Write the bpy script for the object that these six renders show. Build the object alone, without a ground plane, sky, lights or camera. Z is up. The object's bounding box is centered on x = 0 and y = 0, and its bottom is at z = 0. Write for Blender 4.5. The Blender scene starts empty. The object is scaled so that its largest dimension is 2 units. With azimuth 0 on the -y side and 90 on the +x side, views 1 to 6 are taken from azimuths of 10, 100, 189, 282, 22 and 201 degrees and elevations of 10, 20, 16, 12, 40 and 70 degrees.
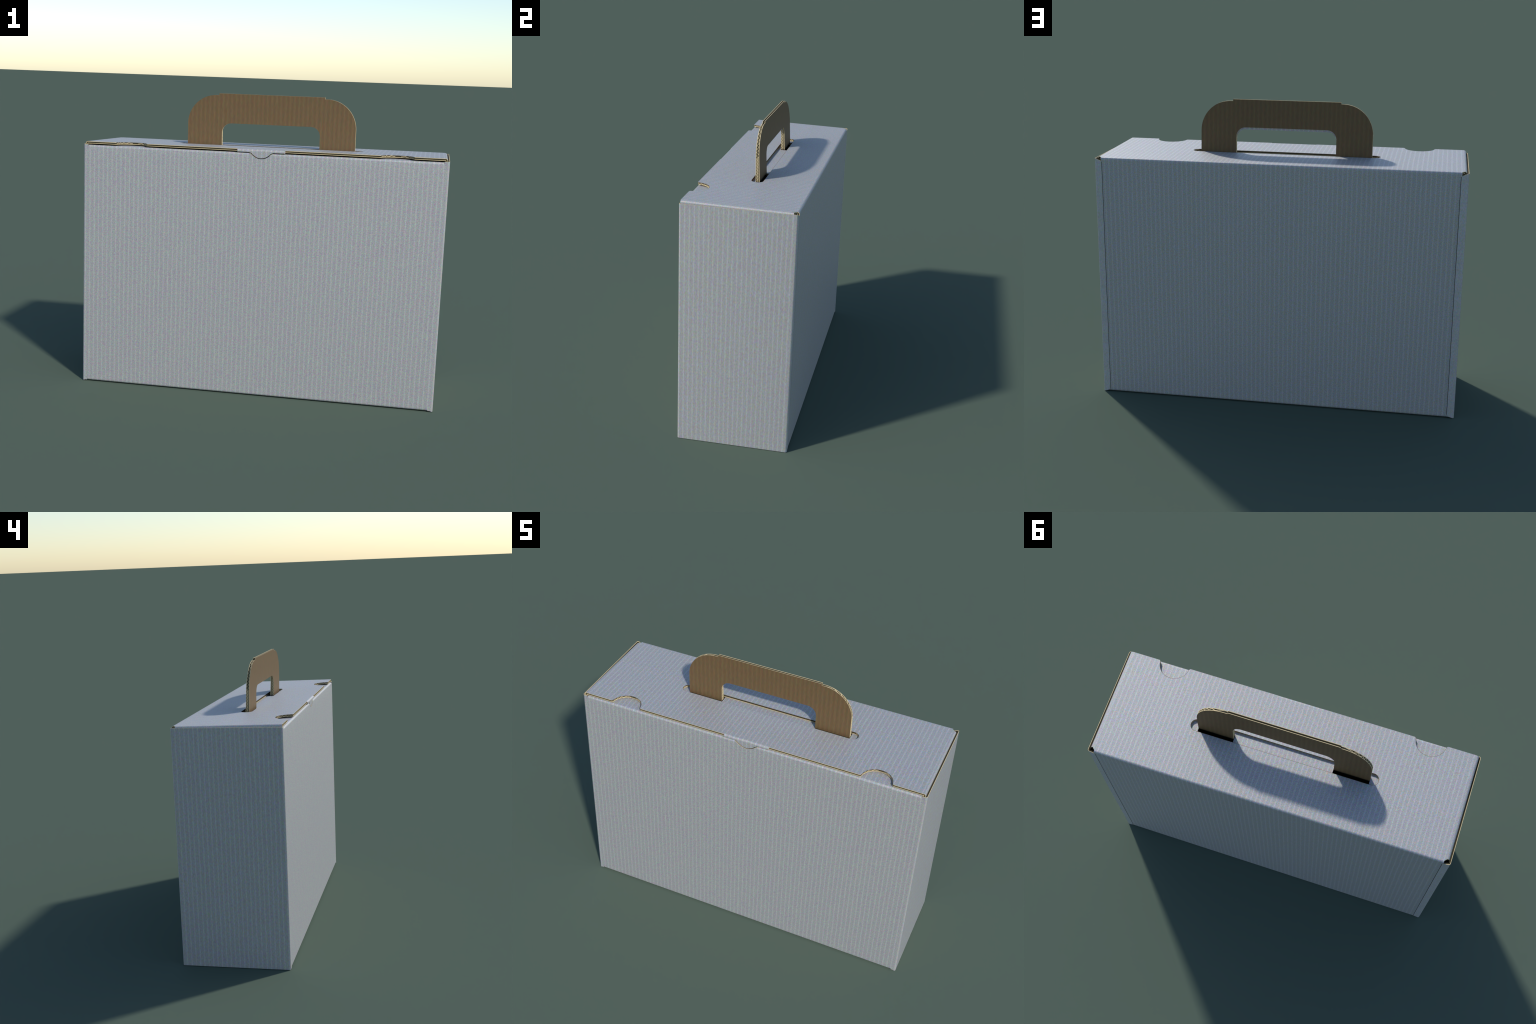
"""White corrugated-cardboard carrying case with a kraft-brown handle.

Every board is built as printed outer liner + dark olive core + inner liner, so that
the cut edges show cream liner lines and the zigzag of the flutes (which run along x).
"""
import bpy, math
from mathutils import Vector
from mathutils.geometry import tessellate_polygon

# ------------------------------------------------------------------ sizes (metres)
HX, HY = 1.0, 0.3093            # outer half width and half depth of the box
WALL = 0.0105                   # wall board thickness
LINER = 0.0024                  # liner paper thickness
RIM_Z = 1.3616                  # top edge of the side walls
SEAM_X = 0.9600                 # back panel meets the wrapped side wall here
FLAP_Z = 1.3576                 # top of the dust flap under the lid
LID_T = 0.0118                  # lid board thickness
LID_X, LID_R = 0.9895, 0.012    # lid outer half width, side fold radius
LID_FRONT, LID_BACK = -0.3050, 0.2973
FLUTE = 0.018                   # flute pitch


def lid_z(y):                   # the lid rises a little towards its open front
    return 1.3722 - 0.0168 * y


# ------------------------------------------------------------------ materials
def nodes_of(name):
    m = bpy.data.materials.new(name)
    m.use_nodes = True
    nt = m.node_tree
    return m, nt, nt.nodes["Principled BSDF"]


def mth(nt, op, a, b=None, clamp=False):
    n = nt.nodes.new("ShaderNodeMath")
    n.operation = op
    n.use_clamp = clamp
    for i, v in enumerate((a, b)):
        if v is None:
            continue
        if isinstance(v, (int, float)):
            n.inputs[i].default_value = v
        else:
            nt.links.new(v, n.inputs[i])
    return n.outputs[0]


def mixc(nt, fac, a, b, mode="MIX"):
    n = nt.nodes.new("ShaderNodeMix")
    n.data_type = "RGBA"
    n.blend_type = mode
    n.clamp_factor = True
    for idx, v in ((0, fac), (6, a), (7, b)):
        if isinstance(v, (int, float)):
            n.inputs[idx].default_value = v
        elif isinstance(v, tuple):
            n.inputs[idx].default_value = (*v, 1.0)
        else:
            nt.links.new(v, n.inputs[idx])
    return n.outputs[2]


def noise(nt, vec, scale, detail=1.0, rough=0.5):
    n = nt.nodes.new("ShaderNodeTexNoise")
    n.inputs["Scale"].default_value = scale
    n.inputs["Detail"].default_value = detail
    n.inputs["Roughness"].default_value = rough
    if vec is not None:
        nt.links.new(vec, n.inputs["Vector"])
    return n


def liner_material(name, axis, dark, light, pitch, first, speck, rough, spec,
                   sharp=5.0, stretch=1.0, grain=230.0, metal=0.0):
    """Liner paper: pale washboard lines across `axis` at the given pitch, fine tinted grain."""
    m, nt, bsdf = nodes_of(name)
    tc = nt.nodes.new("ShaderNodeTexCoord")
    obj = tc.outputs["Object"]
    sep = nt.nodes.new("ShaderNodeSeparateXYZ")
    nt.links.new(obj, sep.inputs[0])
    coord = sep.outputs[axis]
    # the lines wander slightly sideways and fade in and out along their length
    wob = noise(nt, obj, 9.0, 2.0).outputs["Fac"]
    wob2 = noise(nt, obj, 60.0, 1.0).outputs["Fac"]
    shift = mth(nt, "ADD", mth(nt, "MULTIPLY", mth(nt, "SUBTRACT", wob, 0.5), 0.005),
                mth(nt, "MULTIPLY", mth(nt, "SUBTRACT", wob2, 0.5), 0.0035))
    ph = mth(nt, "MULTIPLY", mth(nt, "ADD", coord, mth(nt, "SUBTRACT", shift, first)), 2 * math.pi / pitch)
    s = mth(nt, "ADD", mth(nt, "MULTIPLY", mth(nt, "COSINE", ph), 0.5), 0.5)
    line = mth(nt, "POWER", s, sharp)
    fade = mth(nt, "ADD", mth(nt, "MULTIPLY", noise(nt, obj, 22.0, 2.0).outputs["Fac"], 0.6), 0.55)
    line = mth(nt, "MULTIPLY", line, fade, clamp=True)
    col = mixc(nt, line, dark, light)
    # tinted grain
    mp = nt.nodes.new("ShaderNodeMapping")
    mp.inputs["Scale"].default_value = (1, 1, stretch)
    nt.links.new(obj, mp.inputs["Vector"])
    g = noise(nt, mp.outputs[0], grain, 1.0, 0.6)
    off = nt.nodes.new("ShaderNodeVectorMath")
    off.operation = "SUBTRACT"
    nt.links.new(g.outputs["Color"], off.inputs[0])
    off.inputs[1].default_value = (0.5, 0.5, 0.5)
    amp = nt.nodes.new("ShaderNodeVectorMath")
    amp.operation = "MULTIPLY_ADD"
    nt.links.new(off.outputs[0], amp.inputs[0])
    amp.inputs[1].default_value = (speck, speck * 0.8, speck)
    amp.inputs[2].default_value = (1.0, 1.0, 1.0)
    tint = nt.nodes.new("ShaderNodeVectorMath")
    tint.operation = "MULTIPLY"
    nt.links.new(col, tint.inputs[0])
    nt.links.new(amp.outputs[0], tint.inputs[1])
    col = tint.outputs[0]
    nt.links.new(col, bsdf.inputs["Base Color"])
    bsdf.inputs["Roughness"].default_value = rough
    bsdf.inputs["Specular IOR Level"].default_value = spec
    bsdf.inputs["Metallic"].default_value = metal
    bump = nt.nodes.new("ShaderNodeBump")
    bump.inputs["Strength"].default_value = 0.12
    bump.inputs["Distance"].default_value = 0.0006
    nt.links.new(mth(nt, "ADD", s, g.outputs["Fac"]), bump.inputs["Height"])
    nt.links.new(bump.outputs[0], bsdf.inputs["Normal"])
    return m


def plain_material(name, a, b, scale, rough=0.9):
    m, nt, bsdf = nodes_of(name)
    tc = nt.nodes.new("ShaderNodeTexCoord")
    n = noise(nt, tc.outputs["Object"], scale, 3.0)
    nt.links.new(mixc(nt, n.outputs["Fac"], a, b), bsdf.inputs["Base Color"])
    bsdf.inputs["Roughness"].default_value = rough
    bsdf.inputs["Specular IOR Level"].default_value = 0.2
    return m


# coated paper: the coating has a soft metallic lustre against the light
GREY, PALE = (0.368, 0.367, 0.368), (0.458, 0.459, 0.462)
WHITE_X = liner_material("white_liner", 0, GREY, PALE, 0.025424, -0.9622, 1.6, 0.55, 0.5, metal=0.20)
WHITE_Y = liner_material("white_liner_side", 1, GREY, PALE, 0.02546, -0.2773, 1.0, 0.55, 0.5, stretch=0.4, metal=0.20)
BROWN = liner_material("kraft_liner", 0, (0.138, 0.086, 0.039), (0.160, 0.103, 0.047), 0.025424, -0.9622,  # brown lowered slightly to include ambient occlusion on the handle
                       0.6, 0.6, 0.3, sharp=1.5, stretch=0.15)
CREAM = plain_material("cut_paper_edge", (0.62, 0.49, 0.27), (0.74, 0.60, 0.36), 160.0)
CORE = plain_material("dark_olive_core", (0.034, 0.028, 0.014), (0.056, 0.047, 0.025), 90.0)  # dark olive fill, a solid slab between the liners
RIM = plain_material("rim_painted_shade", (0.11, 0.085, 0.06), (0.16, 0.125, 0.09), 120.0)  # browned chamfer, draws the dark occlusion line at the lid cut-outs
MATS = {"rim": RIM, "x": WHITE_X, "y": WHITE_Y, "brown": BROWN, "cream": CREAM, "core": CORE}


# ------------------------------------------------------------------ mesh tools
class Build:
    """Collects faces with material names and turns them into one mesh object."""

    def __init__(self):
        self.v, self.f, self.m = [], [], []

    def verts(self, pts):
        i = len(self.v)
        self.v.extend(pts)
        return list(range(i, i + len(pts)))

    def face(self, idx, mat):
        self.f.append(tuple(idx))
        self.m.append(mat)

    def slab(self, outer, holes, top, bottom, mats=("x", "cream", "cream"), rim=None):
        """Plate between two mappings of a 2D outline (with holes): top face, bottom face, cut edge.
        rim = (width, depth, chooser): a narrow chamfer painted shade-dark round the cut-outs picked by the chooser."""
        loops = [outer] + list(holes)
        cut = loops
        if rim:
            w, dep, pick = rim
            loops = [[q if pick(p) else p for p, q in zip(lp, inset(lp, w if k == 0 else -w))]
                     for k, lp in enumerate(loops)]
            for a, b in zip(loops, cut):
                A, B = self.verts([top(*p) for p in a]), self.verts([Vector(top(*p)) - Vector((0, 0, dep * pick(p))) for p in b])
                for i in range(len(a)):
                    j = (i + 1) % len(a)
                    if pick(b[i]) or pick(b[j]):
                        self.face([A[i], A[j], B[j], B[i]], "rim")
        tris = tessellate_polygon([[Vector((a, b, 0)) for a, b in lp] for lp in loops])
        flat = [p for lp in loops for p in lp]
        t = self.verts([top(a, b) for a, b in flat])
        u = self.verts([bottom(a, b) for a, b in flat])
        for tri in tris:
            self.face([t[i] for i in tri], mats[0])
            self.face([u[i] for i in reversed(tri)], mats[1])
        k = 0
        for lp in loops:
            n = len(lp)
            et = self.verts([top(a, b) for a, b in lp])
            eu = self.verts([bottom(a, b) for a, b in lp])
            for i in range(n):
                j = (i + 1) % n
                self.face([et[i], et[j], eu[j], eu[i]], mats[2])
            k += n

    def band(self, path, d0, d1, lo, hi, to3d, mats=("x", "cream", "cream"), cap=None):
        """Board layer between offsets d0 and d1 of a 2D path, swept from lo to hi on the third axis.
        lo and hi are numbers or functions of the path index."""
        n = len(path)
        nrm = []
        for i in range(n):
            a, b = path[max(0, i - 1)], path[min(n - 1, i + 1)]
            dx, dy = b[0] - a[0], b[1] - a[1]
            L = math.hypot(dx, dy) or 1.0
            nrm.append((dy / L, -dx / L))          # right-hand side of the path = inside
        g = lambda q, i: q(i) if callable(q) else q
        rows = {}
        for key, d in (("o", d0), ("i", d1)):
            for end in ("lo", "hi"):
                q = lo if end == "lo" else hi
                rows[key + end] = [to3d(path[i][0] + nrm[i][0] * d, path[i][1] + nrm[i][1] * d, g(q, i))
                                   for i in range(n)]
        for a, b, mat in (("olo", "ohi", mats[0]), ("ilo", "ihi", mats[1]),
                          ("olo", "ilo", mats[2]), ("ohi", "ihi", mats[2])):
            A, B = self.verts(rows[a]), self.verts(rows[b])
            for i in range(n - 1):
                self.face([A[i], A[i + 1], B[i + 1], B[i]], mat)
        for i in (0, n - 1):
            q = self.verts([rows["olo"][i], rows["ohi"][i], rows["ihi"][i], rows["ilo"][i]])
            self.face(q, cap or mats[2])

    def board(self, path, lo, hi, to3d, outer="x", thick=WALL, recess=0.002, edge="cream"):
        """Full corrugated board along a path: liner, recessed core, liner."""
        g = lambda q, i: q(i) if callable(q) else q
        self.band(path, 0.0, LINER, lo, hi, to3d, (outer, "core", edge))
        self.band(path, LINER, thick - LINER, lambda i: g(lo, i) + recess,
                  lambda i: g(hi, i) - recess, to3d, ("core",) * 3)
        self.band(path, thick - LINER, thick, lo, hi, to3d, (edge, "core", edge))  # inward face darkened so the inside of the box looks unlit

    def object(self, name, parent, kind=None):
        me = bpy.data.meshes.new(name)
        me.from_pydata([tuple(p) for p in self.v], [], self.f)
        names = sorted(set(self.m))
        for n in names:
            me.materials.append(MATS[n])
        for p, n in zip(me.polygons, self.m):
            p.material_index = names.index(n)
        import bmesh
        bm = bmesh.new()
        bm.from_mesh(me)
        bmesh.ops.remove_doubles(bm, verts=bm.verts, dist=2e-5)
        bmesh.ops.recalc_face_normals(bm, faces=bm.faces)
        for f in bm.faces:
            f.smooth = True
        for e in bm.edges:
            e.smooth = len(e.link_faces) == 2 and e.calc_face_angle(3.0) < math.radians(32)
        bm.to_mesh(me)
        bm.free()
        ob = bpy.data.objects.new(name, me)
        ob.parent = parent
        bpy.context.scene.collection.objects.link(ob)
        if kind:
            ob["kind"] = kind
        return ob


def arc(cx, cy, r, a0, a1, n=10):
    return [(cx + r * math.cos(math.radians(a0 + (a1 - a0) * i / n)),
             cy + r * math.sin(math.radians(a0 + (a1 - a0) * i / n))) for i in range(n + 1)]


def inset(poly, d):
    """Move an outline inwards by d (negative d grows it); works for either winding."""
    n = len(poly)
    area = sum(poly[i][0] * poly[(i + 1) % n][1] - poly[(i + 1) % n][0] * poly[i][1] for i in range(n))
    s = 1 if area > 0 else -1
    out = []
    for i in range(n):
        a, b, c = poly[i - 1], poly[i], poly[(i + 1) % n]
        n1 = Vector((-(b[1] - a[1]), b[0] - a[0])).normalized()
        n2 = Vector((-(c[1] - b[1]), c[0] - b[0])).normalized()
        m = (n1 + n2)
        m = m / max(0.5, m.length_squared / 2) if m.length > 1e-6 else n1
        out.append((b[0] + s * d * m.x, b[1] + s * d * m.y))
    return out


def clean(poly):
    out = []
    for p in poly:
        if not out or math.hypot(p[0] - out[-1][0], p[1] - out[-1][1]) > 1e-5:
            out.append(p)
    if math.hypot(out[0][0] - out[-1][0], out[0][1] - out[-1][1]) < 1e-5:
        out.pop()
    return out


def spans(loops, v):
    """x intervals inside the outlines on the line second-coordinate = v."""
    xs = []
    for lp in loops:
        for i in range(len(lp)):
            (x0, y0), (x1, y1) = lp[i], lp[(i + 1) % len(lp)]
            if (y0 > v) != (y1 > v):
                xs.append(x0 + (v - y0) / (y1 - y0) * (x1 - x0))
    xs.sort()
    return [(xs[i], xs[i + 1]) for i in range(0, len(xs) - 1, 2)]


def flutes(bld, loops, v0, v1, centre, amp, to3d, thick=0.0020, steps=12, phase=0.0):
    """Corrugated medium: a sine sheet with ridges along x, trimmed to the outline."""
    n = int((v1 - v0) / FLUTE * steps)
    prev = None
    for k in range(n + 1):
        v = v0 + (v1 - v0) * k / n
        w = 2 * math.pi * v / FLUTE + phase
        # rounded zigzag, closer to a real flute than a pure sine
        h = centre(v) + amp(v) * math.asin(0.96 * math.sin(w)) / math.asin(0.96)
        rows = []
        for x0, x1 in spans(loops, v):
            if x1 - x0 > 0.002:
                rows.append(bld.verts([to3d(x0 + 3e-4, v, h - thick / 2), to3d(x0 + 3e-4, v, h + thick / 2),
                                       to3d(x1 - 3e-4, v, h + thick / 2), to3d(x1 - 3e-4, v, h - thick / 2)]))
        if prev is not None and len(prev) == len(rows):
            for a, b in zip(prev, rows):
                for i in range(4):
                    j = (i + 1) % 4
                    bld.face([a[i], a[j], b[j], b[i]], "cream")
        prev = rows


# ------------------------------------------------------------------ the thing
root = bpy.data.objects.new("cardboard_box", None)
bpy.context.scene.collection.objects.link(root)
root["label"] = "white corrugated cardboard carrying case with brown handle"
root["category"] = "cardboard box"

XYZ = lambda x, y, z: (x, y, z)
YZX = lambda y, z, x: (x, y, z)
XZY = lambda x, z, y: (x, y, z)

# ---- closure tab outline on the front (half profile, mirrored)
TAB_X, TAB_Z = 0.131, 1.3614
BULGE = [(0.066, 1.3614), (0.060, 1.3600), (0.055, 1.3573), (0.050, 1.3535), (0.043, 1.3468), (0.035, 1.3408),
         (0.026, 1.3356), (0.017, 1.3322), (0.008, 1.3305), (0.0, 1.3300)]
bulge = BULGE + [(-x, z) for x, z in reversed(BULGE[:-1])]      # right to left

# ---- front panel: plain sheet, closure cut-out, rounded fold at the top, fold at the bottom
FX = 0.972
R = 0.012
front = Build()
FLOOR = 0.0015
low = [(-HY + R, FLOOR)] + arc(-HY + R, FLOOR + R, R, 270, 180)[1:] + [(-HY, 1.30)]
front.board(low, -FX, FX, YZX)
cut = [(x, z) for x, z in inset([(0.3, 1.5), (-0.3, 1.5)] + [(-0.3, 1.36)] + bulge[::-1] + [(0.3, 1.36)], -0.0042)
       if abs(x) < 0.0635 and z < 1.40]
cut.sort(key=lambda p: p[0])
HALF = 0.064
cut = [(x, min(z, FLAP_Z)) for x, z in cut]
mid = [(-HALF, 1.30), (HALF, 1.30), (HALF, FLAP_Z)] + cut[::-1] + [(-HALF, FLAP_Z)]
for d0, d1, m in ((0, LINER, ("x", "cream", "cream")), (LINER, WALL - LINER, ("core",) * 3),
                  (WALL - LINER, WALL, ("cream",) * 3)):
    front.slab(clean(mid), [], lambda x, z: (x, -HY + d0, z), lambda x, z: (x, -HY + d1, z), m)
fold = [(-HY, 1.30)] + arc(-HY + R, FLAP_Z - R, R, 180, 90)
for lo, hi in ((-FX, -HALF), (HALF, FX)):
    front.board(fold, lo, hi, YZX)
front.object("front_panel", root)

# ---- back panel: hinges on the lid with a rounded fold, and folds under at the bottom
back = Build()
lz = lid_z(LID_BACK)
hinge = arc(LID_BACK, lz - R, HY - LID_BACK, 90, 0) + [(HY, 1.3440)]
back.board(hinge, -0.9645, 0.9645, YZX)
back.board([(HY, 1.3440), (HY, 0.0180)], -SEAM_X + 0.0014, SEAM_X - 0.0014, YZX, edge="core")  # seam edges coloured dark, here and on the side returns, for a shadow line
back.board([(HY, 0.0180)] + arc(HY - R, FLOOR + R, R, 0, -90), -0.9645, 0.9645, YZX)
for s in (1, -1):                                        # dark strip closing the seam from behind
    back.band([(HY - 0.0045, 1.3440), (HY - 0.0045, 0.0180)], 0.0, 0.003, s * SEAM_X - 0.004, s * SEAM_X + 0.004,
              YZX, ("core",) * 3)
back.object("back_panel", root)

# ---- bottom panel
bottom = Build()
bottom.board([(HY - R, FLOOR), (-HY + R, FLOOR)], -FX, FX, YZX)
bottom.object("bottom_panel", root)

# ---- side walls: one board wrapped round both vertical corners
CR = 0.0095


def side_path(s):
    pts = [(FX, -HY), (0.9835, -HY)] + arc(HX - CR, -HY + CR, CR, -90, 0, 8) \
        + arc(HX - CR, HY - CR, CR, 0, 90, 8) + [(0.9750, HY), (0.9660, HY), (SEAM_X + 0.0012, HY)]
    return [(s * x, y) for x, y in pts]


def rim(path):
    def top(i):
        x, y = abs(path[i][0]), path[i][1]
        if y > HY - CR:                                  # bevelled return strip on the back
            t = max(0.0, (HX - 0.004 - x))
            return RIM_Z - 0.42 * t - (0.0045 if x < 0.9625 else 0)
        if y < -HY + CR:
            return RIM_Z - 0.10 * max(0.0, HX - 0.006 - x)
        return RIM_Z

    def bot(i):
        x, y = abs(path[i][0]), path[i][1]
        if y > HY - CR:
            return 0.30 * max(0.0, HX - 0.008 - x) + (0.0035 if x < 0.9625 else 0)
        if y < -HY + CR:
            return min(FLOOR + 0.002, 0.4 * max(0.0, HX - 0.006 - x))
        return 0.0
    return top, bot


for s in (1, -1):
    side = Build()
    p = side_path(s)
    # inside must lie to the right of the path: mirror the offset sign for the right-hand wall
    sg = -1 if s > 0 else 1
    for q, mat in ((p[:3], "x"), (p[2:], "y")):          # the front return carries the front's lines
        top, bot = rim(q)
        for d0, d1, rec, m in ((0, LINER, 0, (mat, "cream", "cream")), (LINER, WALL - 0.0006, 0.0022, ("core",) * 3)):
            side.band(q, sg * d0, sg * d1, lambda i: bot(i) + rec, lambda i: top(i) - rec, XYZ, m, cap="core")
    side.object("side_panel", root)

# ---- dust flap under the lid, with two slots through which the handle legs rise
LEG_IN, LEG_OUT = 0.2800, 0.4795
flap = Build()
fo = [(-FX, -HY + R), (FX, -HY + R), (0.975, 0.285), (-0.975, 0.285)]
holes = [[(s * a, b) for a, b in ((0.2785, -0.022), (0.4800, -0.022), (0.4800, 0.036), (0.2785, 0.036))] for s in (1, -1)]
for d0, d1, m in ((0, LINER, ("x", "cream", "cream")), (LINER, WALL - LINER, ("core",) * 3),
                  (WALL - LINER, WALL, ("cream",) * 3)):
    flap.slab(fo, holes, lambda x, y: (x, y, FLAP_Z - d0), lambda x, y: (x, y, FLAP_Z - d1), m)
flap.object("dust_flap", root)

# ---- lid
NOTCH_X, NOTCH_R = 0.728, 0.0825


def notch(cx):
    """Thumb notch in the front edge: half circle with small rounded lips (left to right)."""
    f = 0.013                                             # lip radius
    cy = LID_FRONT + 0.0005
    d = math.sqrt((NOTCH_R + f) ** 2 - f ** 2)
    a = math.degrees(math.atan2(f, d))
    pts = arc(cx - d, LID_FRONT + f, f, 270, 360 - a, 5)
    pts += arc(cx, cy, NOTCH_R, 180 - a, a, 36)
    pts += arc(cx + d, LID_FRONT + f, f, 180 + a, 270, 5)
    return pts


LX = LID_X - LID_R
lid_outline = [(-LX, LID_FRONT)] + notch(-NOTCH_X) + [(-TAB_X, LID_FRONT), (-TAB_X, LID_BACK * -1), (TAB_X, -LID_BACK),
               (TAB_X, LID_FRONT)] + notch(NOTCH_X) + [(LX, LID_FRONT), (LX, 0.2840), (0.9645, LID_BACK),
               (-0.9645, LID_BACK), (-LX, 0.2840)]
lid_outline = clean(lid_outline)
SLOT_X, SLOT_Y0, SLOT_Y1 = 0.5240, -0.0385, 0.0256
sr, sc = (SLOT_Y1 - SLOT_Y0) / 2, (SLOT_Y1 + SLOT_Y0) / 2
slot = clean(arc(SLOT_X - sr, sc, sr, -90, 90, 16) + arc(-SLOT_X + sr, sc, sr, 90, 270, 16))
lid = Build()
at = lambda d: (lambda x, y: (x, y, lid_z(y) - d))
in_cutout = lambda p: abs(p[1]) < 0.1 or (p[1] > LID_FRONT + 0.003 and p[1] < -0.2 and abs(abs(p[0]) - NOTCH_X) < 0.1)
lid.slab(lid_outline, [slot], at(0), at(LINER), ("x", "cream", "cream"), rim=(0.0019, 0.0012, in_cutout))
lid.slab(lid_outline, [slot], at(LID_T - LINER), at(LID_T), ("cream",) * 3)
# side edges rolled down inside the side walls
for s in (1, -1):
    for d0, d1, rec, m in ((0, LINER, 0, ("x", "cream", "cream")), (LINER, LID_T - LINER, 0.002, ("core",) * 3),
                           (LID_T - LINER, LID_T, 0, ("cream",) * 3)):
        prof = [(s * x, z) for x, z in arc(LX, -LID_R, LID_R, 90, 0, 10) + [(LID_X, -0.10)]]
        sg = 1 if s > 0 else -1
        lid.band(prof, sg * d0, sg * d1, LID_FRONT + 0.001 + rec, 0.2840 - rec,
                 lambda x, z, y: (x, y, lid_z(y) + z), m)
lid_ob = lid.object("lid", root)
core = Build()
core.slab(inset(lid_outline, 0.0010), [inset(slot, -0.0010)], at(LINER - 1e-4), at(LID_T - LINER + 1e-4), ("core",) * 3)
flutes(core, [lid_outline, slot], LID_FRONT + 0.005, LID_BACK - 0.001,
       lambda y: lid_z(y) - LID_T / 2, lambda y: (LID_T - 2 * LINER) / 2 - 0.0008, XYZ)
core.object("corrugation", lid_ob, "stuff")

# ---- closure tab: lid edge bent down into the front cut-out
tab = Build()
TY = -HY + 0.0010
zt = lid_z(-LID_BACK)
tr = -TY - LID_BACK
bend = [(-LID_BACK, zt)] + arc(-LID_BACK, zt - tr, tr, 90, 180, 10)[1:]
for d0, d1, rec, m in ((0, LINER, 0, ("x", "cream", "cream")), (LINER, LID_T - LINER, 0.002, ("core",) * 3),
                       (LID_T - LINER, LID_T - 0.0016, 0, ("cream",) * 3)):
    tab.band(bend, -d0, -d1, -TAB_X + rec, TAB_X - rec, YZX, m)
tab_face = clean([(TAB_X, zt - tr), (TAB_X, TAB_Z)] + bulge + [(-TAB_X, TAB_Z), (-TAB_X, zt - tr)])
tab.slab(tab_face, [], lambda x, z: (x, TY, z), lambda x, z: (x, TY + LINER, z), ("x", "cream", "cream"))
tab.slab(inset(tab_face, 0.0015), [], lambda x, z: (x, TY + LINER, z), lambda x, z: (x, TY + 0.0095, z), ("core",) * 3)
tab.object("closure_tab", root)

# ---- handle: two brown boards back to back, printed sides facing each other
H0, H_SH, H_TOP, H_R = 1.3605, 1.6524, 1.6624, 0.165


def y_front(z):
    return -0.0192 - 0.0294 * (z - 1.36)


def y_back(z):
    return 0.0034 - 0.0560 * (z - 1.36)


def y_mid(z):
    return 0.5 * (y_front(z) + y_back(z))


def handle_outline(open_top, edge=0.0):
    """Arch: straight legs, wide round shoulders, a raised straight grip; the finger opening below."""
    ri = 0.052
    xo = LEG_OUT
    r = arc(xo - H_R, H_SH - H_R, H_R, 0, 90, 28) + [(0.3005, H_SH), (0.3005, H_TOP)]
    o = [(LEG_IN, H0), (xo, H0)] + r + [(-x, z) for x, z in reversed(r)] + [(-xo, H0), (-LEG_IN, H0)]
    inner = arc(LEG_IN - ri, open_top - ri, ri, 0, 90, 12)
    return clean(o + [(-x, z) for x, z in inner] + inner[::-1])


OPEN_F, OPEN_B = 1.4966, 1.5100
of, ob_ = handle_outline(OPEN_F), handle_outline(OPEN_B)
handle = Build()
face = lambda f, d: (lambda x, z: (x, f(z) + d, z))
handle.slab(of, [], face(y_front, 0), face(y_front, LINER), ("brown", "cream", "cream"))
handle.slab(ob_, [], face(y_back, 0), face(y_back, -LINER), ("brown", "cream", "cream"))
# inner liners, flush with the legs but standing back behind the round shoulders
def recessed(poly):
    out = []
    for (x, z), (xi, zi) in zip(poly, inset(poly, 0.008)):
        outer = z > 1.500 and (abs(x) > 0.30 or z > 1.53)
        out.append((xi, zi) if outer else (x, z))
    return clean(out)


handle.slab(recessed(of), [], face(y_mid, -0.0012), face(y_mid, 0.0), ("cream", "x", "cream"))
handle.slab(recessed(ob_), [], face(y_mid, 0.0002), face(y_mid, 0.0012), ("cream", "cream", "cream"))
handle_ob = handle.object("handle", root)
hc = Build()
hc.slab(inset(of, 0.0011), [], face(y_front, LINER - 1e-4), face(y_mid, -0.0011), ("core",) * 3)
hc.slab(inset(ob_, 0.0011), [], face(y_back, -LINER + 1e-4), face(y_mid, 0.0011), ("core",) * 3)
SPLIT = 1.495
ply = lambda a, b: (lambda z: 0.5 * (a(z) + b(z)))
gap = lambda a, b, e: (lambda z: max(0.0012, 0.5 * abs(a(z) - b(z)) - e))
flutes(hc, [of], H0 + 0.002, SPLIT, lambda z: 0.5 * (y_front(z) + LINER + y_mid(z) - 0.0012),
       lambda z: 0.5 * (y_mid(z) - y_front(z) - LINER - 0.0012) - 0.0008, XZY, thick=0.0016)
flutes(hc, [ob_], H0 + 0.002, SPLIT, lambda z: 0.5 * (y_back(z) - LINER + y_mid(z) + 0.0012),
       lambda z: 0.5 * (y_back(z) - y_mid(z) - LINER - 0.0012) - 0.0008, XZY, thick=0.0016, phase=1.3)
flutes(hc, [ob_], SPLIT + 0.001, H_SH - 0.0005, y_mid,
       lambda z: 0.5 * (y_back(z) - y_front(z)) - LINER - 0.0008, XZY, thick=0.0020)
# below the dust flap the leg is thinned and blackened, painting the hole's darkness
for s in (1, -1):
    foot = [(s * (LEG_IN + 0.003), 1.26), (s * (LEG_OUT - 0.003), 1.26), (s * (LEG_OUT - 0.003), H0 + 0.001),
            (s * (LEG_IN + 0.003), H0 + 0.001)]
    hc.slab(foot, [], face(y_front, 0.001), face(y_front, 0.010), ("core",) * 3)
hc.object("corrugation", handle_ob, "stuff")
